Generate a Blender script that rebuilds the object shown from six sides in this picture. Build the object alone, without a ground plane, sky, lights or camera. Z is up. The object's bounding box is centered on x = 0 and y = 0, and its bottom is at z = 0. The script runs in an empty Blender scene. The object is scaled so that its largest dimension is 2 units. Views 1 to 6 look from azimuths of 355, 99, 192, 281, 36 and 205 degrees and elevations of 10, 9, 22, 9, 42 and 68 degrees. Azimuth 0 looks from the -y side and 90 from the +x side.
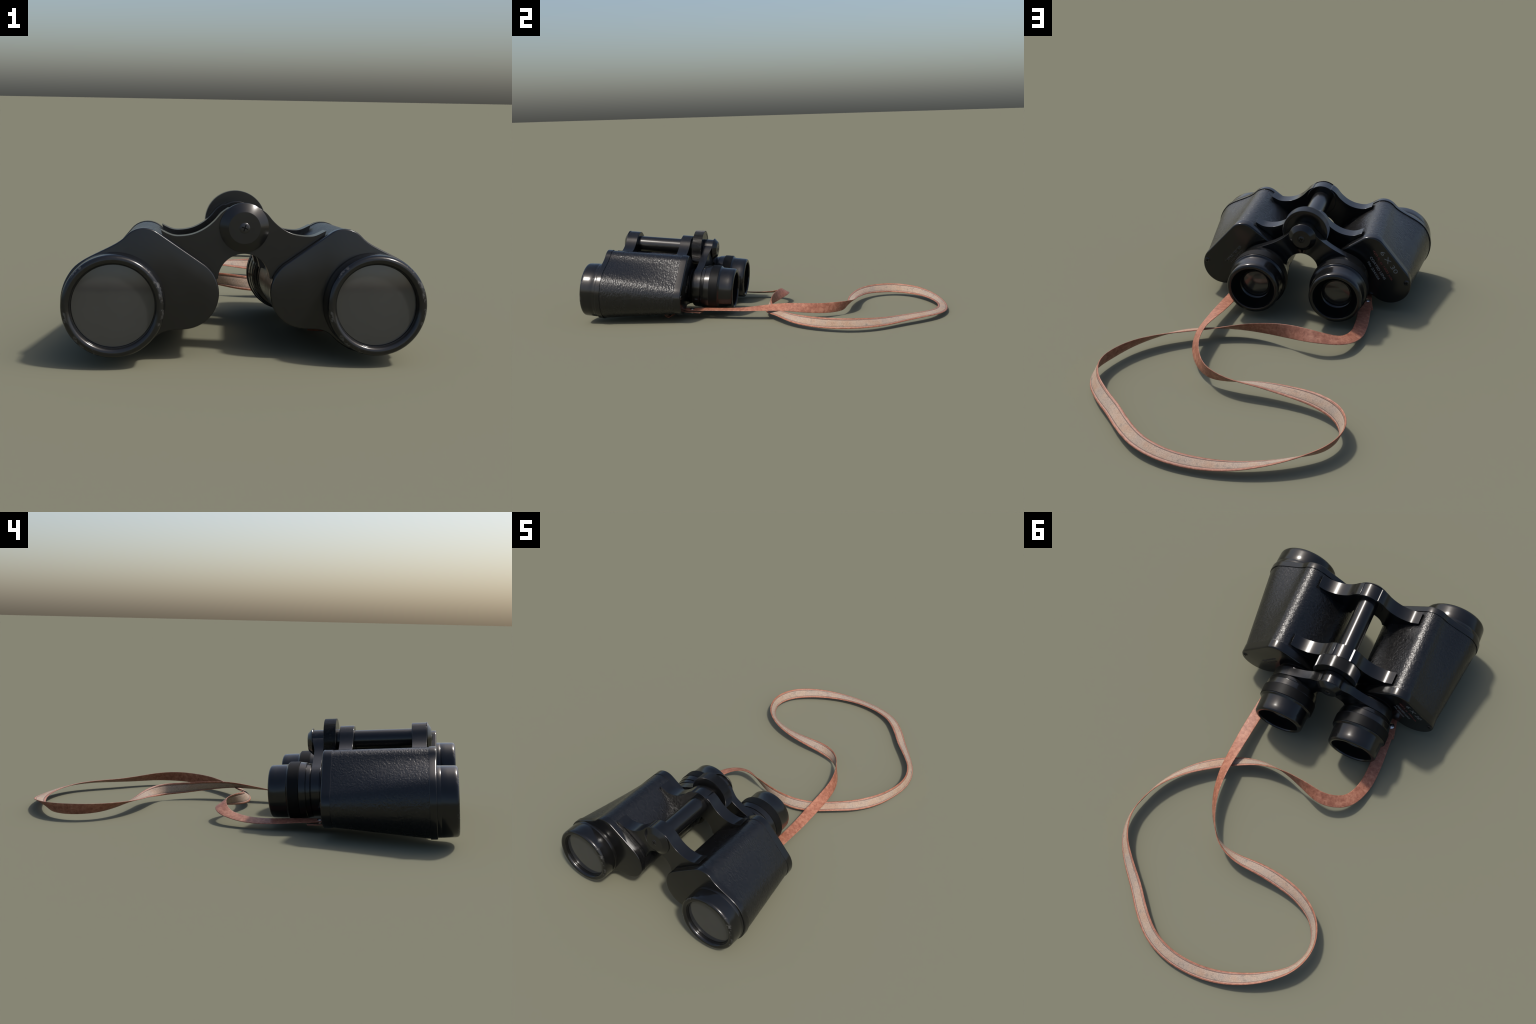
# Vintage prism binoculars lying on the ground with a leather neck strap.
# Everything of the instrument is built in a local frame: x = left/right,
# y = along the optical axis (objectives at y<0, eyepieces at y>0.7), z = up;
# the hinge axle runs along y at x = z = 0.
import bpy, bmesh, math, random
from mathutils import Vector, Matrix

random.seed(7)
PI = math.pi
SC = bpy.context.scene

# ------------------------------------------------------------------ frame
AX = Vector((0, 0.99694, -0.0782)).normalized()
UP = Vector((0, 0.0782, 0.99694)).normalized()
FRAME = Matrix(((1, AX.x, UP.x, -0.0505),
                (0, AX.y, UP.y, -0.865),
                (0, AX.z, UP.z, 0.388),
                (0, 0, 0, 1)))

# ------------------------------------------------------------------ materials
def new_mat(name):
    m = bpy.data.materials.new(name)
    m.use_nodes = True
    nt = m.node_tree
    nt.nodes.clear()
    out = nt.nodes.new("ShaderNodeOutputMaterial")
    b = nt.nodes.new("ShaderNodeBsdfPrincipled")
    nt.links.new(b.outputs[0], out.inputs[0])
    return m, nt, b

def node(nt, kind, **kw):
    n = nt.nodes.new(kind)
    for k, v in kw.items():
        if k in n.inputs:
            n.inputs[k].default_value = v
        else:
            setattr(n, k, v)
    return n

def ramp(nt, src, stops):
    r = nt.nodes.new("ShaderNodeValToRGB")
    e = r.color_ramp.elements
    while len(e) < len(stops):
        e.new(0.5)
    for i, (p, c) in enumerate(stops):
        e[i].position = p
        e[i].color = c if len(c) == 4 else (*c, 1)
    nt.links.new(src, r.inputs[0])
    return r

def objcoord(nt, scale=(1, 1, 1), rot=(0, 0, 0)):
    tc = nt.nodes.new("ShaderNodeTexCoord")
    mp = nt.nodes.new("ShaderNodeMapping")
    mp.inputs["Scale"].default_value = scale
    mp.inputs["Rotation"].default_value = rot
    nt.links.new(tc.outputs["Object"], mp.inputs["Vector"])
    return mp.outputs["Vector"]

def noise(nt, vec, scale, detail=4, rough=0.55, dist=0.0):
    n = node(nt, "ShaderNodeTexNoise", Scale=scale, Detail=detail, Roughness=rough, Distortion=dist)
    nt.links.new(vec, n.inputs["Vector"])
    return n.outputs["Fac"]

def math_n(nt, op, a, b=None, clamp=False):
    n = nt.nodes.new("ShaderNodeMath")
    n.operation = op
    n.use_clamp = clamp
    for i, v in enumerate((a, b)):
        if v is None:
            continue
        if isinstance(v, (int, float)):
            n.inputs[i].default_value = v
        else:
            nt.links.new(v, n.inputs[i])
    return n.outputs[0]

def mixc(nt, fac, a, b):
    n = nt.nodes.new("ShaderNodeMix")
    n.data_type = 'RGBA'
    if isinstance(fac, (int, float)):
        n.inputs[0].default_value = fac
    else:
        nt.links.new(fac, n.inputs[0])
    for i, v in ((6, a), (7, b)):
        if isinstance(v, tuple):
            n.inputs[i].default_value = (*v, 1)
        else:
            nt.links.new(v, n.inputs[i])
    return n.outputs[2]

def bump(nt, b, h, strength, dist):
    n = node(nt, "ShaderNodeBump", Strength=strength, Distance=dist)
    nt.links.new(h, n.inputs["Height"])
    nt.links.new(n.outputs[0], b.inputs["Normal"])

def mat_black_enamel(name="black_enamel", base=(0.0055, 0.0055, 0.0055), rough=0.19, scuff=True, edge=0.57):
    """glossy black stove enamel with faint smudges and worn convex edges"""
    m, nt, b = new_mat(name)
    v = objcoord(nt)
    n1 = noise(nt, v, 9, 5)
    r = ramp(nt, n1, [(0.3, (rough - 0.025,) * 3), (0.75, (rough + 0.045,) * 3)])
    nt.links.new(r.outputs[0], b.inputs["Roughness"])
    if scuff:
        geo = nt.nodes.new("ShaderNodeNewGeometry")
        pt = ramp(nt, geo.outputs["Pointiness"], [(edge, (0, 0, 0)), (edge + 0.06, (1, 1, 1))])
        n2 = noise(nt, v, 42, 6, 0.7)
        n2r = ramp(nt, n2, [(0.52, (0, 0, 0)), (0.6, (1, 1, 1))])
        f = math_n(nt, 'MULTIPLY', pt.outputs[0], n2r.outputs[0])
        f = math_n(nt, 'MULTIPLY', f, 0.75)
        c = mixc(nt, f, base, (0.06, 0.06, 0.06))
        nt.links.new(c, b.inputs["Base Color"])
    else:
        b.inputs["Base Color"].default_value = (*base, 1)
    return m

def mat_rim():
    """objective ring: enamel with grey chips scattered round the front lip"""
    m, nt, b = new_mat("worn_rim_enamel")
    v = objcoord(nt)
    sep = nt.nodes.new("ShaderNodeSeparateXYZ")
    nt.links.new(v, sep.inputs[0])
    xx = math_n(nt, 'MULTIPLY', sep.outputs[0], sep.outputs[0])
    zz = math_n(nt, 'MULTIPLY', sep.outputs[2], sep.outputs[2])
    rad = math_n(nt, 'SQRT', math_n(nt, 'ADD', xx, zz))
    band = math_n(nt, 'SUBTRACT', 1.0, math_n(nt, 'DIVIDE', math_n(nt, 'ABSOLUTE', math_n(nt, 'SUBTRACT', rad, 0.1385)), 0.0085), True)
    front = math_n(nt, 'LESS_THAN', sep.outputs[1], -0.09)
    n2 = ramp(nt, noise(nt, v, 34, 7, 0.68), [(0.53, (0, 0, 0)), (0.575, (1, 1, 1))])
    n0 = ramp(nt, noise(nt, v, 8, 2), [(0.44, (0, 0, 0)), (0.56, (1, 1, 1))])
    f = math_n(nt, 'MULTIPLY', math_n(nt, 'MULTIPLY', band, front), n2.outputs[0])
    f = math_n(nt, 'MULTIPLY', f, n0.outputs[0])
    c = mixc(nt, f, (0.0055, 0.0055, 0.0055), (0.075, 0.073, 0.07))
    nt.links.new(c, b.inputs["Base Color"])
    rr = nt.nodes.new("ShaderNodeMapRange")
    nt.links.new(f, rr.inputs[0])
    rr.inputs[3].default_value = 0.19
    rr.inputs[4].default_value = 0.5
    nt.links.new(rr.outputs[0], b.inputs["Roughness"])
    return m

def mat_grain_leather(name, scale, stretch, strength):
    """black grained leatherette: glossy fine pebbles drawn out round the housing"""
    m, nt, b = new_mat(name)
    v = objcoord(nt, stretch)
    w = node(nt, "ShaderNodeTexNoise", Scale=30.0, Detail=2.0)
    nt.links.new(v, w.inputs["Vector"])
    mx = nt.nodes.new("ShaderNodeMix")
    mx.data_type = 'VECTOR'
    mx.inputs[0].default_value = 0.02
    nt.links.new(v, mx.inputs[4])
    nt.links.new(w.outputs["Color"], mx.inputs[5])
    n1 = noise(nt, mx.outputs[1], scale, 3, 0.5, 0.4)
    n2 = noise(nt, v, scale * 3, 2)
    n0 = noise(nt, objcoord(nt), 7, 3)
    h = math_n(nt, 'ADD', n1, math_n(nt, 'MULTIPLY', n2, 0.12))
    bump(nt, b, h, strength, 0.006)
    c = ramp(nt, n1, [(0.3, (0.0045, 0.0045, 0.0045)), (0.7, (0.009, 0.009, 0.0093))])
    nt.links.new(c.outputs[0], b.inputs["Base Color"])
    r = ramp(nt, n0, [(0.3, (0.24,) * 3), (0.7, (0.31,) * 3)])
    nt.links.new(r.outputs[0], b.inputs["Roughness"])
    return m

def mat_plain(name, base, rough, metallic=0.0, spec=0.5):
    m, nt, b = new_mat(name)
    v = objcoord(nt)
    n1 = noise(nt, v, 30, 4)
    c = ramp(nt, n1, [(0.3, tuple(x * 0.85 for x in base)), (0.7, tuple(min(1, x * 1.15) for x in base))])
    nt.links.new(c.outputs[0], b.inputs["Base Color"])
    b.inputs["Roughness"].default_value = rough
    b.inputs["Metallic"].default_value = metallic
    b.inputs["Specular IOR Level"].default_value = spec
    return m

def mat_strap_leather():
    m, nt, b = new_mat("tan_red_leather")
    v = objcoord(nt)
    a = noise(nt, v, 58, 5, 0.62, 0.6)
    l = noise(nt, v, 9, 3)
    f = math_n(nt, 'ADD', math_n(nt, 'MULTIPLY', a, 0.75), math_n(nt, 'MULTIPLY', l, 0.25))
    c = ramp(nt, f, [(0.33, (0.19, 0.064, 0.035)), (0.5, (0.30, 0.113, 0.066)), (0.67, (0.42, 0.19, 0.115))])
    nt.links.new(c.outputs[0], b.inputs["Base Color"])
    b.inputs["Roughness"].default_value = 0.5
    b.inputs["Specular IOR Level"].default_value = 0.4
    n2 = noise(nt, v, 240, 3)
    bump(nt, b, math_n(nt, 'ADD', a, math_n(nt, 'MULTIPLY', n2, 0.4)), 0.25, 0.002)
    return m

def mat_strap_seam():
    m, nt, b = new_mat("pale_seam_leather")
    v = objcoord(nt)
    c = ramp(nt, noise(nt, v, 120, 3), [(0.35, (0.32, 0.155, 0.105)), (0.65, (0.40, 0.24, 0.175))])
    nt.links.new(c.outputs[0], b.inputs["Base Color"])
    b.inputs["Roughness"].default_value = 0.7
    return m

def mat_lining():
    """beige woven lining with greyish stains and faint reddish bleed"""
    m, nt, b = new_mat("beige_woven_lining")
    v = objcoord(nt)
    a = noise(nt, v, 14, 4, 0.6)
    c = ramp(nt, a, [(0.32, (0.40, 0.265, 0.185)), (0.5, (0.41, 0.305, 0.23)), (0.68, (0.355, 0.285, 0.23))])
    st = ramp(nt, noise(nt, v, 48, 4, 0.6), [(0.575, (0, 0, 0)), (0.70, (1, 1, 1))])
    c2 = mixc(nt, math_n(nt, 'MULTIPLY', st.outputs[0], 0.6), c.outputs[0], (0.19, 0.165, 0.14))
    gr = ramp(nt, noise(nt, v, 420, 2, 0.7), [(0.3, (0.62,) * 3), (0.7, (1.2,) * 3)])
    mul = nt.nodes.new("ShaderNodeMix")
    mul.data_type = 'RGBA'
    mul.blend_type = 'MULTIPLY'
    mul.inputs[0].default_value = 1.0
    nt.links.new(c2, mul.inputs[6])
    nt.links.new(gr.outputs[0], mul.inputs[7])
    nt.links.new(mul.outputs[2], b.inputs["Base Color"])
    b.inputs["Roughness"].default_value = 0.9
    b.inputs["Specular IOR Level"].default_value = 0.2
    bump(nt, b, noise(nt, v, 420, 2, 0.7), 0.35, 0.002)
    return m

def mat_lens(name, base, rough=0.12):
    m, nt, b = new_mat(name)
    v = objcoord(nt)
    c = ramp(nt, noise(nt, v, 6, 3), [(0.3, tuple(x * 0.92 for x in base)), (0.7, tuple(x * 1.06 for x in base))])
    nt.links.new(c.outputs[0], b.inputs["Base Color"])
    b.inputs["Roughness"].default_value = rough
    b.inputs["Specular IOR Level"].default_value = 0.95
    return m

M_ENAMEL = mat_black_enamel()
M_RIM = mat_rim()
M_LEATHERETTE = {1: mat_grain_leather("black_wrinkled_leather", 74, (1.0, 1.8, 1.0), 0.42),
                 -1: mat_grain_leather("black_fine_grained_leather", 98, (1.0, 1.25, 1.0), 0.38)}
M_RUBBER = mat_plain("matte_black_rubber", (0.0035, 0.0035, 0.0035), 0.5, spec=0.14)
M_INNER = mat_plain("blackened_inside", (0.002, 0.002, 0.002), 0.9, spec=0.1)
M_GLASS = mat_lens("coated_objective_glass", (0.029, 0.030, 0.0305), 0.07)
M_EYEGLASS = mat_lens("coated_eyepiece_glass", (0.015, 0.0145, 0.014), 0.16)
M_STRAP = mat_strap_leather()
M_SEAM = mat_strap_seam()
M_GROOVE = mat_plain("dark_stitch_groove", (0.17, 0.115, 0.096), 0.8, spec=0.2)
M_LINING = mat_lining()
M_RIVET = mat_plain("nickel", (0.66, 0.65, 0.62), 0.22, metallic=1.0)
M_SCREW = mat_plain("dark_screw_steel", (0.05, 0.05, 0.051), 0.28, metallic=0.8)
M_WHITE = mat_plain("white_paint_dimmed_for_shade", (0.16, 0.165, 0.165), 0.6)  # white letters greyed down: shade on the rear cover is in the colour
M_FAINT = mat_plain("rubbed_grey_paint", (0.10, 0.094, 0.08), 0.5)
M_FAINT2 = mat_plain("rubbed_brown_paint", (0.075, 0.06, 0.043), 0.5)
M_RED = mat_plain("red_paint_shade_darkened", (0.14, 0.034, 0.025), 0.6)  # red lowered and greyed to its tone on the unlit plate

# ------------------------------------------------------------------ object helpers
ROOT = bpy.data.objects.new("binoculars", None)
SC.collection.objects.link(ROOT)
ROOT["label"] = "vintage black leather-covered prism binoculars with tan neck strap"
ROOT["category"] = "binoculars"

def add(name, me, parent, mats, matrix=None, smooth=35):
    for m in (mats if isinstance(mats, (list, tuple)) else [mats]):
        me.materials.append(m)
    ob = bpy.data.objects.new(name, me)
    SC.collection.objects.link(ob)
    ob.parent = parent
    if matrix is not None:
        ob.matrix_basis = matrix
    if smooth:
        me.shade_smooth()
        me.set_sharp_from_angle(angle=math.radians(smooth))
    return ob

def mesh_from(name, verts, faces, mat_idx=None):
    me = bpy.data.meshes.new(name)
    me.from_pydata([tuple(v) for v in verts], [], faces)
    if mat_idx:
        me.polygons.foreach_set("material_index", mat_idx)
    bm = bmesh.new()
    bm.from_mesh(me)
    bmesh.ops.recalc_face_normals(bm, faces=bm.faces)
    bm.to_mesh(me)
    bm.free()
    me.update()
    return me

def lathe(name, prof, seg=96, rfun=None):
    """turned part: profile of (y, r); radius 0 at an end closes it"""
    vs, fs, rows = [], [], []
    for i, (y, r) in enumerate(prof):
        if r <= 1e-6:
            rows.append([len(vs)])
            vs.append((0, y, 0))
        else:
            row = []
            for k in range(seg):
                a = 2 * PI * k / seg
                rr = r if rfun is None else r * rfun(i, k)
                row.append(len(vs))
                vs.append((rr * math.cos(a), y, rr * math.sin(a)))
            rows.append(row)
    for a, b in zip(rows, rows[1:]):
        for k in range(seg):
            k2 = (k + 1) % seg
            if len(a) == 1:
                fs.append((a[0], b[k], b[k2]))
            elif len(b) == 1:
                fs.append((a[k], a[k2], b[0]))
            else:
                fs.append((a[k], a[k2], b[k2], b[k]))
    return mesh_from(name, vs, fs)

def bevel_mod(ob, width, seg=2, angle=35):
    m = ob.modifiers.new("soft_edges", 'BEVEL')
    m.width = width
    m.segments = seg
    m.limit_method = 'ANGLE'
    m.angle_limit = math.radians(angle)
    m.harden_normals = False

def bez(p0, p1, p2, p3, n):
    out = []
    for i in range(n):
        t = i / n
        s = 1 - t
        out.append(tuple(s**3 * a + 3 * s * s * t * b + 3 * s * t * t * c + t**3 * d
                         for a, b, c, d in zip(p0, p1, p2, p3)))
    return out

def arc(c, r, a0, a1, n):
    out = []
    for i in range(n):
        a = math.radians(a0 + (a1 - a0) * i / n)
        out.append((c[0] + r * math.cos(a), c[1] + r * math.sin(a)))
    return out

def cw_tan(a):
    a = math.radians(a)
    return (math.sin(a), -math.cos(a))

def blend(p0, a0, h0, p3, a3, h3, n):
    """cubic joining two clockwise arcs with tangents at angles a0 and a3"""
    t0, t3 = cw_tan(a0), cw_tan(a3)
    return bez(p0, (p0[0] + t0[0] * h0, p0[1] + t0[1] * h0),
               (p3[0] - t3[0] * h3, p3[1] - t3[1] * h3), p3, n)

def on(c, r, a):
    return (c[0] + r * math.cos(math.radians(a)), c[1] + r * math.sin(math.radians(a)))

# prism housing cross-sections (x outward, z up), clockwise from the inner lobe
CREST, R_CREST = (0.292, -0.070), 0.070
LOBE, R_LOBE = (0.180, -0.190), 0.105
BARREL, R_FLANGE = (0.3765, -0.216), 0.1545
HEEL, R_HEEL = (0.385, -0.220), 0.097
EYE = (0.181, -0.192)

def front_profile():
    p = arc(LOBE, R_LOBE, 262, 127, 26)
    a, b = on(LOBE, R_LOBE, 127), on(CREST, R_CREST, 127)
    p += [(a[0] + (b[0] - a[0]) * i / 12, a[1] + (b[1] - a[1]) * i / 12) for i in range(12)]
    p += arc(CREST, R_CREST, 127, 41, 16)
    p += blend(on(CREST, R_CREST, 41), 41, 0.045, on(BARREL, R_FLANGE, 39), 39, 0.050, 14)
    p += arc(BARREL, R_FLANGE, 39, -137, 44)
    p += blend(on(BARREL, R_FLANGE, -137), -137, 0.045, on(LOBE, R_LOBE, 262), 262, 0.040, 12)
    return p

def rear_profile():
    p = arc(LOBE, R_LOBE - 0.002, 262, 127, 26)
    a, b = on(LOBE, R_LOBE - 0.002, 127), on(CREST, R_CREST, 127)
    p += [(a[0] + (b[0] - a[0]) * i / 12, a[1] + (b[1] - a[1]) * i / 12) for i in range(12)]
    p += arc(CREST, R_CREST, 127, 39, 16)
    a, b = on(CREST, R_CREST, 39), on(HEEL, R_HEEL, 39)
    p += [(a[0] + (b[0] - a[0]) * i / 14, a[1] + (b[1] - a[1]) * i / 14) for i in range(14)]
    p += arc(HEEL, R_HEEL, 39, -130, 44)
    p += blend(on(HEEL, R_HEEL, -130), -130, 0.040, on(LOBE, R_LOBE - 0.002, 262), 262, 0.050, 12)
    return p

FP, RP = front_profile(), rear_profile()
NP = len(FP)
Y_FLANGE0, Y_FLANGE1, Y_COVER, Y_REAR = -0.017, 0.012, 0.410, 0.450

def section(y, inset):
    """outline of the housing at y, shrunk by inset along its normals"""
    t = min(1, max(0, (y - Y_FLANGE1) / (Y_COVER - Y_FLANGE1)))
    q = [(a[0] + (b[0] - a[0]) * t, a[1] + (b[1] - a[1]) * t) for a, b in zip(FP, RP)]
    out = []
    for i in range(NP):
        a, b = q[i - 1], q[(i + 1) % NP]
        dx, dz = b[0] - a[0], b[1] - a[1]
        l = math.hypot(dx, dz)
        out.append((q[i][0] + dz / l * inset, q[i][1] - dx / l * inset))
    return out

def housing_mesh(name, stations, sx, cap0=True, cap1=True):
    """loft of housing outlines; stations = (y, inset)"""
    vs, fs = [], []
    for y, ins in stations:
        vs += [(sx * x, y, z) for x, z in section(y, ins)]
    for s in range(len(stations) - 1):
        for k in range(NP):
            k2 = (k + 1) % NP
            fs.append((s * NP + k, s * NP + k2, (s + 1) * NP + k2, (s + 1) * NP + k))
    if cap0:
        fs.append(tuple(range(NP)))
    if cap1:
        fs.append(tuple((len(stations) - 1) * NP + k for k in range(NP)))
    return mesh_from(name, vs, fs)

def rounded(y0, y1, r, into, n=4):
    """quarter-round lip: from the side surface at y0 to the end face at y1"""
    out = []
    d = 1 if y1 > y0 else -1
    for i in range(n + 1):
        a = 0.5 * PI * i / n
        out.append((y1 - d * r * (1 - math.sin(a)), into + r * (1 - math.cos(a))))
    return out

def cross_screw(parent, loc, r, name="screw"):
    """domed screw head with a cross recess, facing the given y direction"""
    d = loc[3]
    me = bpy.data.meshes.new(name)
    bm = bmesh.new()
    seg = 32
    prof = [(-0.004, r), (0.0006, r), (0.0022, r * 0.86), (0.0030, r * 0.5), (0.0032, 0.0)]
    rows = []
    for y, rr in prof:
        if rr == 0:
            rows.append([bm.verts.new((0, d * y, 0))])
        else:
            rows.append([bm.verts.new((rr * math.cos(2 * PI * k / seg), d * y, rr * math.sin(2 * PI * k / seg))) for k in range(seg)])
    for a, b in zip(rows, rows[1:]):
        for k in range(seg):
            k2 = (k + 1) % seg
            if len(b) == 1:
                bm.faces.new((a[k], a[k2], b[0]))
            else:
                bm.faces.new((a[k], a[k2], b[k2], b[k]))
    bmesh.ops.recalc_face_normals(bm, faces=bm.faces)
    bm.to_mesh(me)
    bm.free()
    ob = add(name, me, parent, M_SCREW, Matrix.Translation(loc[:3]))
    # cross slot as thin dark bars just proud of the head
    bm = bmesh.new()
    for ang in (20, 110):
        mt = Matrix.Rotation(math.radians(ang), 4, 'Y') @ Matrix.Diagonal((r * 1.25, 0.0016, r * 0.17, 1))
        bmesh.ops.create_cube(bm, size=1, matrix=Matrix.Translation((0, d * (0.0030 + 0.0003 * (ang > 90)), 0)) @ mt)
    me2 = bpy.data.meshes.new("screw_slot")
    bm.to_mesh(me2)
    bm.free()
    add("screw_slot", me2, parent, M_INNER, Matrix.Translation(loc[:3]), smooth=0)
    return ob

# ------------------------------------------------------------------ lettering
def lettering(parent, body, start, end, height, mat, thick=0.0, name="lettering"):
    """one line of raised paint lettering on the rear cover, seen from +y.
    start/end are (x, z) of the text's left and right end on its middle line"""
    cu = bpy.data.curves.new(name, 'FONT')
    cu.body = body
    cu.size = 1.0
    cu.offset = thick
    cu.resolution_u = 6
    tmp = bpy.data.objects.new("tmp_text", cu)
    SC.collection.objects.link(tmp)
    dg = bpy.context.evaluated_depsgraph_get()
    me = bpy.data.meshes.new_from_object(tmp.evaluated_get(dg))
    bpy.data.objects.remove(tmp)
    bpy.data.curves.remove(cu)
    xs = [v.co.x for v in me.vertices]
    ys = [v.co.y for v in me.vertices]
    x0, x1, y0, y1 = min(xs), max(xs), 0.0, 0.73
    dx, dz = end[0] - start[0], end[1] - start[1]
    L = math.hypot(dx, dz)
    ux, uz = dx / L, dz / L
    vx, vz = uz, -ux        # glyph "up" as seen from behind (screen right is -x)
    yb = Y_REAR + 0.0006
    for v in me.vertices:
        s = (v.co.x - x0) / (x1 - x0) * L
        t = ((v.co.y - y0) / (y1 - y0) - 0.5) * height
        v.co = (start[0] + ux * s + vx * t, yb, start[1] + uz * s + vz * t)
    bm = bmesh.new()
    bm.from_mesh(me)
    ret = bmesh.ops.extrude_face_region(bm, geom=bm.faces[:])
    for g in ret["geom"]:
        if isinstance(g, bmesh.types.BMVert):
            g.co.y += 0.0004
    bmesh.ops.recalc_face_normals(bm, faces=bm.faces)
    bm.to_mesh(me)
    bm.free()
    me.materials.clear()
    ob = add(name, me, parent, mat, smooth=0)
    ob["kind"] = "stuff"
    return ob

# ------------------------------------------------------------------ the two monocular halves
def prism_housing(sx):
    me = housing_mesh("prism_housing", [(0.006 + (Y_COVER - 0.002) * i / 30, 0.0035) for i in range(31)] + [(Y_COVER + 0.004, 0.0035)], sx)
    body = add("prism_housing", me, ROOT, M_LEATHERETTE[sx], FRAME)
    # front flange
    st = [(Y_FLANGE1, 0.012), (Y_FLANGE1, 0.0012), (Y_FLANGE1 - 0.0012, 0.0)]
    st += [(Y_FLANGE0 + 0.0045 - 0.0045 * math.sin(0.5 * PI * i / 4), 0.0045 * (1 - math.cos(0.5 * PI * i / 4))) for i in range(5)]
    add("front_flange", housing_mesh("front_flange", st, sx), body, M_ENAMEL)
    # rear cover with a rounded lip
    st = [(Y_COVER, 0.010), (Y_COVER, 0.0022), (Y_COVER + 0.001, 0.0012)]
    st += [(Y_REAR - 0.008 + 0.008 * math.sin(0.5 * PI * i / 5), 0.0012 + 0.008 * (1 - math.cos(0.5 * PI * i / 5))) for i in range(6)]
    add("rear_cover", housing_mesh("rear_cover", st, sx), body, M_ENAMEL)
    cross_screw(body, (sx * 0.4615, Y_REAR, -0.204, 1), 0.0125)
    # collar that carries the eyepiece
    neck = lathe("eyepiece_neck", [(Y_REAR - 0.01, 0.0), (Y_REAR - 0.01, 0.100), (Y_REAR + 0.004, 0.098), (Y_REAR + 0.008, 0.092), (0.480, 0.092), (0.480, 0.0)])
    add("eyepiece_neck", neck, body, M_RUBBER, Matrix.Translation((sx * EYE[0], 0, EYE[1])))
    return body

def objective(sx):
    prof = [(0.0, 0.06), (0.0, 0.1475), (-0.0200, 0.1473), (-0.0325, 0.1472), (-0.0331, 0.1468), (-0.0338, 0.1468), (-0.0347, 0.1471),
            (-0.060, 0.1465), (-0.085, 0.1458)]
    for i in range(9):
        a = PI * i / 8
        prof.append((-0.0905 - 0.0135 * math.sin(a), 0.1320 + 0.0135 * math.cos(a)))
    prof += [(-0.0860, 0.1180), (-0.078, 0.1180), (-0.078, 0.1100), (-0.070, 0.08), (-0.070, 0.0)]
    me = lathe("objective_barrel", prof, 128)
    ob = add("objective_barrel", me, ROOT, M_RIM, FRAME @ Matrix.Translation((sx * BARREL[0], 0, BARREL[1])))
    gl = [(-0.0788, 0.1172)]
    for i in range(9):
        r = 0.1165 * (1 - i / 8)
        gl.append((-0.0800 - 0.004 * (1 - (r / 0.1165) ** 2), r))
    add("objective_lens", lathe("objective_lens", gl, 96), ob, M_GLASS)
    return ob

def eyepiece(sx):
    mt = FRAME @ Matrix.Translation((sx * EYE[0], 0, EYE[1]))
    # stepped focusing mount
    mount = [(0.470, 0.05), (0.470, 0.1100), (0.5135, 0.1100), (0.5140, 0.1115), (0.5150, 0.1115), (0.5155, 0.1150), (0.5170, 0.1160), (0.5325, 0.1192), (0.5335, 0.1185),
             (0.5338, 0.1175), (0.5350, 0.1175), (0.5353, 0.1195), (0.5365, 0.1216), (0.5635, 0.1254), (0.5650, 0.1250), (0.5655, 0.10), (0.5655, 0.05)]
    ob = add("eyepiece", lathe("eyepiece", mount, 112), ROOT, M_ENAMEL, mt, smooth=14)
    # diopter grip: fine fluting
    n = 300
    grip = [(0.5650, 0.11), (0.5650, 0.1258), (0.5665, 0.1275), (0.6110, 0.1275), (0.6130, 0.1258), (0.6130, 0.11)]
    add("diopter_grip", lathe("diopter_grip", grip, n, lambda i, k: 1 + (0.0035 if (k % 2 and i in (2, 3)) else 0)), ob, M_RUBBER)
    cup = [(0.6128, 0.10), (0.6128, 0.1252), (0.6150, 0.1245), (0.6215, 0.1175), (0.6240, 0.1166), (0.6700, 0.1160)]
    for i in range(1, 7):
        a = 0.5 * PI * i / 6
        cup.append((0.687 + 0.013 * math.sin(a), 0.1027 + 0.013 * math.cos(a)))
    cup += [(0.7000, 0.1000), (0.6988, 0.0968), (0.6965, 0.0951), (0.6935, 0.0942)]
    add("eyecup", lathe("eyecup", cup, 112), ob, M_ENAMEL, smooth=22)
    inner = [(0.6937, 0.0943), (0.6860, 0.0922), (0.6700, 0.0880), (0.6580, 0.0800), (0.6510, 0.0715), (0.6490, 0.0660)]
    add("eyecup_inside", lathe("eyecup_inside", inner, 96), ob, M_INNER)
    ring = [(0.6480, 0.0690), (0.6510, 0.0682), (0.6518, 0.0672), (0.6510, 0.0660), (0.6400, 0.0560), (0.6360, 0.0552)]
    add("lens_ring", lathe("lens_ring", ring, 96), ob, M_ENAMEL)
    gl = []
    for i in range(9):
        r = 0.0552 * (1 - i / 8)
        gl.append((0.6395 + 0.006 * (1 - (r / 0.0552) ** 2), r))
    add("eyepiece_lens", lathe("eyepiece_lens", gl, 72), ob, M_EYEGLASS)
    return ob

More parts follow.
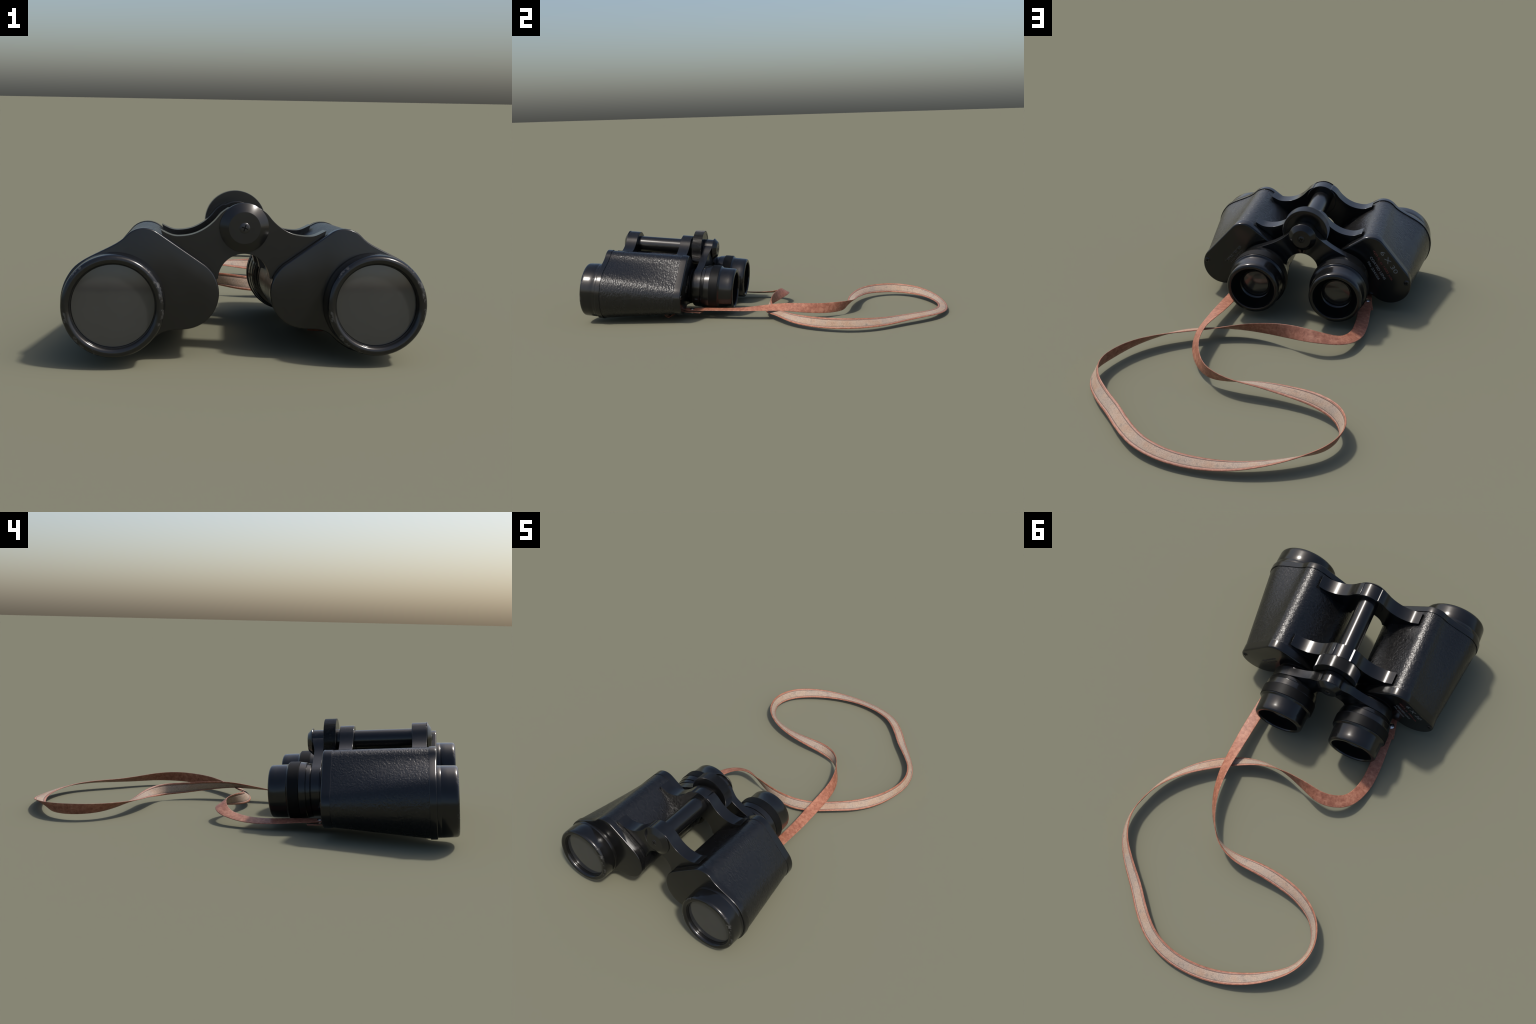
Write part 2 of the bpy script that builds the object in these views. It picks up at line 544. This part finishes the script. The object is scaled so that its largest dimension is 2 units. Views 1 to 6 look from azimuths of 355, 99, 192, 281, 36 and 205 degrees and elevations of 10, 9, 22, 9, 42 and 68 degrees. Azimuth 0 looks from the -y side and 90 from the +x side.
for sx in (1, -1):
    body = prism_housing(sx)
    objective(sx)
    eyepiece(sx)
    if sx < 0:
        lettering(body, "6 X 30", (-0.343, -0.064), (-0.416, -0.160), 0.0205, M_WHITE, 0.0)
        lettering(body, "420 ft. at 1000 yds.", (-0.306, -0.062), (-0.400, -0.200), 0.0100, M_RED, 0.022)
        lettering(body, "COATED LENS", (-0.295, -0.095), (-0.366, -0.198), 0.0118, M_WHITE, 0.022)
        lettering(body, "No 236526", (-0.286, -0.120), (-0.339, -0.202), 0.0100, M_WHITE, 0.022)
    else:
        lettering(body, "TRIPLE TESTED", (0.371, -0.199), (0.301, -0.114), 0.0115, M_FAINT, 0.012)
        lettering(body, "LUMENIZED", (0.345, -0.199), (0.294, -0.136), 0.0115, M_FAINT2, 0.012)

# ------------------------------------------------------------------ hinge
def strip_solid(name, path_top, path_bot, y0, y1f):
    """solid between an upper and a lower curve, from y0 to y1f(x)"""
    n = len(path_top)
    vs = []
    for (xt, zt), (xb, zb) in zip(path_top, path_bot):
        vs += [(xt, y0, zt), (xt, y1f(xt), zt), (xb, y1f(xb), zb), (xb, y0, zb)]
    fs = [(0, 1, 2, 3), tuple(4 * (n - 1) + k for k in (3, 2, 1, 0))]
    for i in range(n - 1):
        for k in range(4):
            k2 = (k + 1) % 4
            fs.append((4 * i + k, 4 * (i + 1) + k, 4 * (i + 1) + k2, 4 * i + k2))
    return mesh_from(name, vs, fs)

def spline(pts, n):
    """Catmull-Rom through points, n samples per whole curve (by chord length)"""
    P = [Vector(p) for p in pts]
    out = []
    d = [0]
    for a, b in zip(pts, pts[1:]):
        d.append(d[-1] + math.dist(a[:3], b[:3]))
    for i in range(n):
        s = d[-1] * i / (n - 1)
        k = max(j for j in range(len(P) - 1) if d[j] <= s + 1e-12)
        t = (s - d[k]) / (d[k + 1] - d[k])
        p1, p2 = P[k], P[k + 1]
        p0 = P[k - 1] if k else p1 * 2 - p2
        p3 = P[k + 2] if k + 2 < len(P) else p2 * 2 - p1
        out.append(0.5 * ((2 * p1) + (p2 - p0) * t + (2 * p0 - 5 * p1 + 4 * p2 - p3) * t * t + (3 * p1 - p0 - 3 * p2 + p3) * t ** 3))
    return out

def arm(sx, y0, y1):
    top = [(0.0, 0.050), (0.045, 0.058), (0.066, 0.043), (0.088, 0.018), (0.114, -0.003), (0.146, -0.0185), (0.180, -0.0250), (0.210, -0.0235), (0.244, -0.0080)]
    top = spline(top[1:], 28)
    top = [Vector((0.0, 0.050))] + top
    bot = [Vector((0.0, -0.077))]
    for i in range(27):
        a = 88 - 86 * i / 26
        bot.append(Vector((0.0 + 0.0765 * math.cos(math.radians(a)), -0.1535 + 0.0765 * math.sin(math.radians(a)))))
    bot.append(Vector((0.20, -0.150)))
    t = [(sx * p.x, p.y) for p in top]
    b = [(sx * p.x, p.y) for p in bot]
    return strip_solid("bridge_arm", t, b, y0, lambda x: y1)

axle = lathe("hinge_axle", [(0.060, 0.0), (0.060, 0.0455), (0.070, 0.0455), (0.36, 0.0455), (0.36, 0.0)], 72)
HINGE = add("hinge_axle", axle, ROOT, M_ENAMEL, FRAME)
for (y0, y1, rk) in ((0.0225, 0.0845, 0.0702), (0.3415, 0.4015, 0.0675)):
    kn = lathe("hinge_knuckle", [(y0 - 0.0008, 0.0), (y0 - 0.0008, rk - 0.002), (y0 + 0.001, rk), (y1 + 0.0005, rk), (y1 + 0.002, rk - 0.0015), (y1 + 0.002, 0.0)], 96)
    add("hinge_knuckle", kn, HINGE, M_ENAMEL)
    for sx in (1, -1):
        ob = add("bridge_arm", arm(sx, y0, y1), HINGE, M_ENAMEL)
        bevel_mod(ob, 0.0009)
# front hinge cap: bevelled button with a screw
cap = [(0.0225, 0.0), (0.0225, 0.0722), (0.0205, 0.0728), (0.0188, 0.0724), (0.0030, 0.0475), (0.0026, 0.0465), (0.0024, 0.0)]
add("hinge_cap", lathe("hinge_cap", cap, 96), HINGE, M_ENAMEL, smooth=15)
cross_screw(HINGE, (0, 0.0030, 0, -1), 0.0155, "hinge_screw")
# focusing shaft, knurled wheel and rear cap
shaft = [(0.400, 0.0), (0.400, 0.0535), (0.4175, 0.0535), (0.4185, 0.048), (0.470, 0.048), (0.4725, 0.0530), (0.5270, 0.0530), (0.5275, 0.0)]
add("focus_shaft", lathe("focus_shaft", shaft, 72), HINGE, M_ENAMEL)
NT = 135
def flute(i, k):
    if i in (2, 3, 4, 5):
        return 1.0 if k % 3 else 0.980
    return 1.0
wheel = [(0.4180, 0.0), (0.4180, 0.0998), (0.4182, 0.1008), (0.4192, 0.1019), (0.4708, 0.1019), (0.4718, 0.1008), (0.4720, 0.0998), (0.4720, 0.088), (0.4708, 0.0870), (0.4708, 0.0)]
add("focus_wheel", lathe("focus_wheel", wheel, NT * 3, flute), HINGE, M_ENAMEL, smooth=8)
rcap = [(0.5270, 0.0), (0.5270, 0.0605), (0.5285, 0.0612), (0.5303, 0.0606), (0.5495, 0.0430), (0.5510, 0.0405), (0.5514, 0.0165), (0.5500, 0.0158), (0.5500, 0.0)]
add("focus_cap", lathe("focus_cap", rcap, 80), HINGE, M_ENAMEL, smooth=22)
cross_screw(HINGE, (0, 0.5497, 0, 1), 0.0135, "focus_screw")

# eyepiece bridge: arms from the focusing shaft to a ring round each eyepiece
def eye_front(x):
    x = abs(x)
    t = min(1, max(0, (x - 0.045) / 0.06))
    return 0.5275 - 0.0145 * t * t * (3 - 2 * t)

def eye_arm(sx):
    top = spline([(0.030, 0.030), (0.048, 0.0215), (0.064, 0.0075), (0.093, -0.0215), (0.127, -0.0445), (0.160, -0.0610), (0.195, -0.0765), (0.225, -0.0880), (0.250, -0.1030)], 26)
    bot = [Vector((0.0, -0.0795))]
    for i in range(24):
        a = 88 - 84 * i / 23
        bot.append(Vector((0.070 * math.cos(math.radians(a)), -0.150 + 0.071 * math.sin(math.radians(a)))))
    bot.append(Vector((0.16, -0.170)))
    return strip_solid("eyepiece_bridge_arm", [(sx * p.x, p.y) for p in top], [(sx * p.x, p.y) for p in bot], 0.4735, eye_front)

ring = [(0.4750, 0.09), (0.4750, 0.1110), (0.4765, 0.1130), (0.5115, 0.1130), (0.5130, 0.1115), (0.5130, 0.09)]
BR = None
for sx in (1, -1):
    ob = add("eyepiece_bridge_arm", eye_arm(sx), HINGE, M_ENAMEL)
    bevel_mod(ob, 0.0009)
    add("eyepiece_bridge_ring", lathe("eyepiece_bridge_ring", ring, 96), HINGE, M_ENAMEL, Matrix.Translation((sx * EYE[0], 0, EYE[1])))

# ------------------------------------------------------------------ neck strap
STRAP_W, STRAP_T = 0.0555, 0.0046
# spine stations (x, y, z, roll in degrees): the strap runs from the +x lug round the loop to the -x lug
STATIONS = [
    (0.243, -0.414, 0.0465, -3), (0.243, -0.343, 0.049, -4), (0.252, -0.230, 0.050, -3), (0.261, -0.117, 0.053, -9), (0.266, -0.004, 0.062, -23), (0.269, 0.110, 0.068, -39),
    (0.256, 0.222, 0.061, -58), (0.216, 0.328, 0.052, -77), (0.146, 0.421, 0.050, -104), (0.046, 0.458, 0.050, -142), (-0.068, 0.464, 0.053, -173), (-0.181, 0.479, 0.050, -196),
    (-0.289, 0.513, 0.050, -216), (-0.379, 0.581, 0.048, -236), (-0.418, 0.686, 0.046, -248), (-0.384, 0.792, 0.042, -238), (-0.301, 0.869, 0.039, -215), (-0.202, 0.925, 0.033, -195),
    (-0.094, 0.961, 0.027, -178), (0.019, 0.973, 0.026, -167), (0.132, 0.960, 0.029, -164), (0.236, 0.916, 0.035, -163), (0.320, 0.840, 0.038, -161), (0.393, 0.753, 0.037, -155),
    (0.471, 0.670, 0.038, -142), (0.539, 0.579, 0.043, -127), (0.568, 0.470, 0.045, -112), (0.547, 0.359, 0.043, -108), (0.499, 0.256, 0.043, -124), (0.426, 0.169, 0.044, -145),
    (0.337, 0.098, 0.046, -163), (0.240, 0.039, 0.042, -157), (0.133, 0.002, 0.045, -132), (0.020, 0.001, 0.054, -103), (-0.090, 0.028, 0.066, -70), (-0.200, 0.055, 0.070, -34),
    (-0.299, 0.014, 0.049, -16), (-0.344, -0.087, 0.032, -16), (-0.352, -0.201, 0.032, -14), (-0.346, -0.314, 0.041, -9), (-0.341, -0.414, 0.0465, -4)]

# the end loop in its own vertical plane: distance ahead of the rivet (towards the lug) and height
LOOP = [(-0.058, 0.0315), (0.0, 0.0330), (0.050, 0.0335), (0.090, 0.0295), (0.112, 0.0160), (0.130, 0.0025), (0.147, 0.0025), (0.160, 0.0170), (0.160, 0.0340), (0.146, 0.0460), (0.110, 0.0500), (0.070, 0.0490), (0.035, 0.0478)]

def strap_samples():
    """list of (centre, width vector, leather-side normal)"""
    samples = []
    raw = spline(STATIONS, 420)
    pts = [Vector(p[:3]) for p in raw]
    main = []
    for i, p in enumerate(raw):
        t = (pts[min(i + 1, len(pts) - 1)] - pts[max(i - 1, 0)]).normalized()
        h = t.cross(Vector((0, 0, 1))).normalized()
        v = h.cross(t)
        a = math.radians(p[3])
        w = h * math.cos(a) + v * math.sin(a)
        main.append((pts[i], w, w.cross(t).normalized()))
    def loop(anchor, direction, lift):
        d = Vector((direction[0], direction[1], 0)).normalized()
        ps = spline([(s, z) for s, z in LOOP], 90)
        c = [Vector((anchor.x + d.x * s, anchor.y + d.y * s, z + lift * max(0, 0.03 - z) + (0.004 if lift == 0 and s < 0.09 and z < 0.04 else 0))) for s, z in ps]
        return c
    a0 = main[0][0]
    c0 = loop(a0, (-0.20, -1.0), 0.0)
    a1 = main[-1][0]
    c1 = loop(a1, (0.20, -1.0), 0.7)
    def frames(cs, w):
        out = []
        for i, p in enumerate(cs):
            t = (cs[min(i + 1, len(cs) - 1)] - cs[max(i - 1, 0)]).normalized()
            ww = (w - t * w.dot(t)).normalized()
            out.append((p, ww, ww.cross(t).normalized()))
        return out
    w0 = Vector((1.0, -0.20, 0)).normalized()
    lead = frames(c0, w0)
    tail_c = list(reversed(c1))
    w1 = Vector((-1.0, -0.20, 0)).normalized()
    tail = frames(tail_c, w1)
    return lead + main + tail

SAMPLES = strap_samples()
# smooth the joins
def smooth(samples, it):
    for _ in range(it):
        new = []
        for i, (p, w, n) in enumerate(samples):
            if 0 < i < len(samples) - 1:
                p2 = (samples[i - 1][0] + samples[i + 1][0]) * 0.25 + p * 0.5
                w2 = (samples[i - 1][1] + samples[i + 1][1]) * 0.25 + w * 0.5
                n2 = (samples[i - 1][2] + samples[i + 1][2]) * 0.25 + n * 0.5
                new.append((p2, w2.normalized(), n2.normalized()))
            else:
                new.append((p, w, n))
        samples = new
    return samples
SAMPLES = smooth(SAMPLES, 10)

def sweep(name, section_pts, mats_for_edge, closed=True):
    """sweep a cross-section (u across, v towards leather side) along the strap"""
    k = len(section_pts)
    vs, fs, mi = [], [], []
    for p, w, n in SAMPLES:
        for u, v in section_pts:
            vs.append(p + w * u + n * v)
    for i in range(len(SAMPLES) - 1):
        for j in range(k if closed else k - 1):
            j2 = (j + 1) % k
            fs.append((i * k + j, i * k + j2, (i + 1) * k + j2, (i + 1) * k + j))
            mi.append(mats_for_edge(j))
    if closed:
        fs.append(tuple(range(k)))
        mi.append(0)
        fs.append(tuple((len(SAMPLES) - 1) * k + j for j in range(k)))
        mi.append(0)
    return mesh_from(name, vs, fs, mi)

W2, T2 = STRAP_W / 2, STRAP_T / 2
# outline: leather side (rounded edges), then back side with border, seam and groove
sec = [(-W2, T2 * 0.35), (-W2 * 0.975, T2 * 0.82), (-W2 * 0.91, T2), (-W2 * 0.4, T2 * 1.1), (W2 * 0.4, T2 * 1.1), (W2 * 0.91, T2), (W2 * 0.975, T2 * 0.82), (W2, T2 * 0.35),
       (W2, T2 * 0.15), (W2 * 0.985, -T2 * 0.15), (W2 * 0.92, -T2 * 0.55), (W2 * 0.78, -T2), (W2 * 0.755, -T2 * 0.88), (W2 * 0.675, -T2 * 0.88), (W2 * 0.655, -T2 * 0.65), (W2 * 0.55, -T2 * 0.65),
       (-W2 * 0.55, -T2 * 0.65), (-W2 * 0.655, -T2 * 0.65), (-W2 * 0.675, -T2 * 0.88), (-W2 * 0.755, -T2 * 0.88), (-W2 * 0.78, -T2), (-W2 * 0.92, -T2 * 0.55), (-W2 * 0.985, -T2 * 0.15), (-W2, T2 * 0.15)]
def sec_mat(j):
    if j in (11, 12, 18, 19):
        return 1
    if 13 <= j <= 17:
        return 2
    return 0
strap_me = sweep("neck_strap", sec, sec_mat)
STRAP = add("neck_strap", strap_me, ROOT, [M_STRAP, M_SEAM, M_GROOVE], smooth=50)
lin = [(-W2 * 0.575, -T2 * 0.5), (W2 * 0.575, -T2 * 0.5), (W2 * 0.575, -T2 * 0.70), (W2 * 0.54, -T2 * 0.84), (W2 * 0.2, -T2 * 0.9), (-W2 * 0.2, -T2 * 0.9), (-W2 * 0.54, -T2 * 0.84), (-W2 * 0.575, -T2 * 0.70)]
add("strap_lining", sweep("strap_lining", lin, lambda j: 0), STRAP, M_LINING, smooth=50)

# rivets and lugs at both ends
for x, sgn in ((0.2446, 1), (-0.3456, -1)):
    riv = [(-0.020, 0.0), (-0.020, 0.008), (-0.001, 0.0085), (0.0, 0.0140), (0.0030, 0.0145), (0.0050, 0.0125), (0.0068, 0.0085), (0.0074, 0.0)]
    me = lathe("strap_rivet", riv, 40)
    add("strap_rivet", me, STRAP, M_RIVET, Matrix.Translation((x, -0.414, 0.0485)) @ Matrix.Rotation(PI / 2, 4, 'X') @ Matrix.Rotation(0, 4, 'Y'))
    # wire lug hanging under the housing, threaded through the strap's loop
    lx = x - sgn * 0.028
    cu = bpy.data.curves.new("strap_lug", 'CURVE')
    cu.dimensions = '3D'
    cu.bevel_depth = 0.0055
    cu.bevel_resolution = 3
    sp = cu.splines.new('POLY')
    path = [(-0.040, 0.0, 0.075), (-0.040, 0.0, 0.034), (-0.035, 0.0, 0.028), (0.035, 0.0, 0.028), (0.040, 0.0, 0.034), (0.040, 0.0, 0.075)]
    sp.points.add(len(path) - 1)
    for q, p in zip(sp.points, path):
        q.co = (lx + p[0], -0.556, p[2], 1)
    tmp = bpy.data.objects.new("tmp_lug", cu)
    SC.collection.objects.link(tmp)
    me = bpy.data.meshes.new_from_object(tmp.evaluated_get(bpy.context.evaluated_depsgraph_get()))
    bpy.data.objects.remove(tmp)
    me.name = "strap_lug"
    add("strap_lug", me, ROOT, M_SCREW)
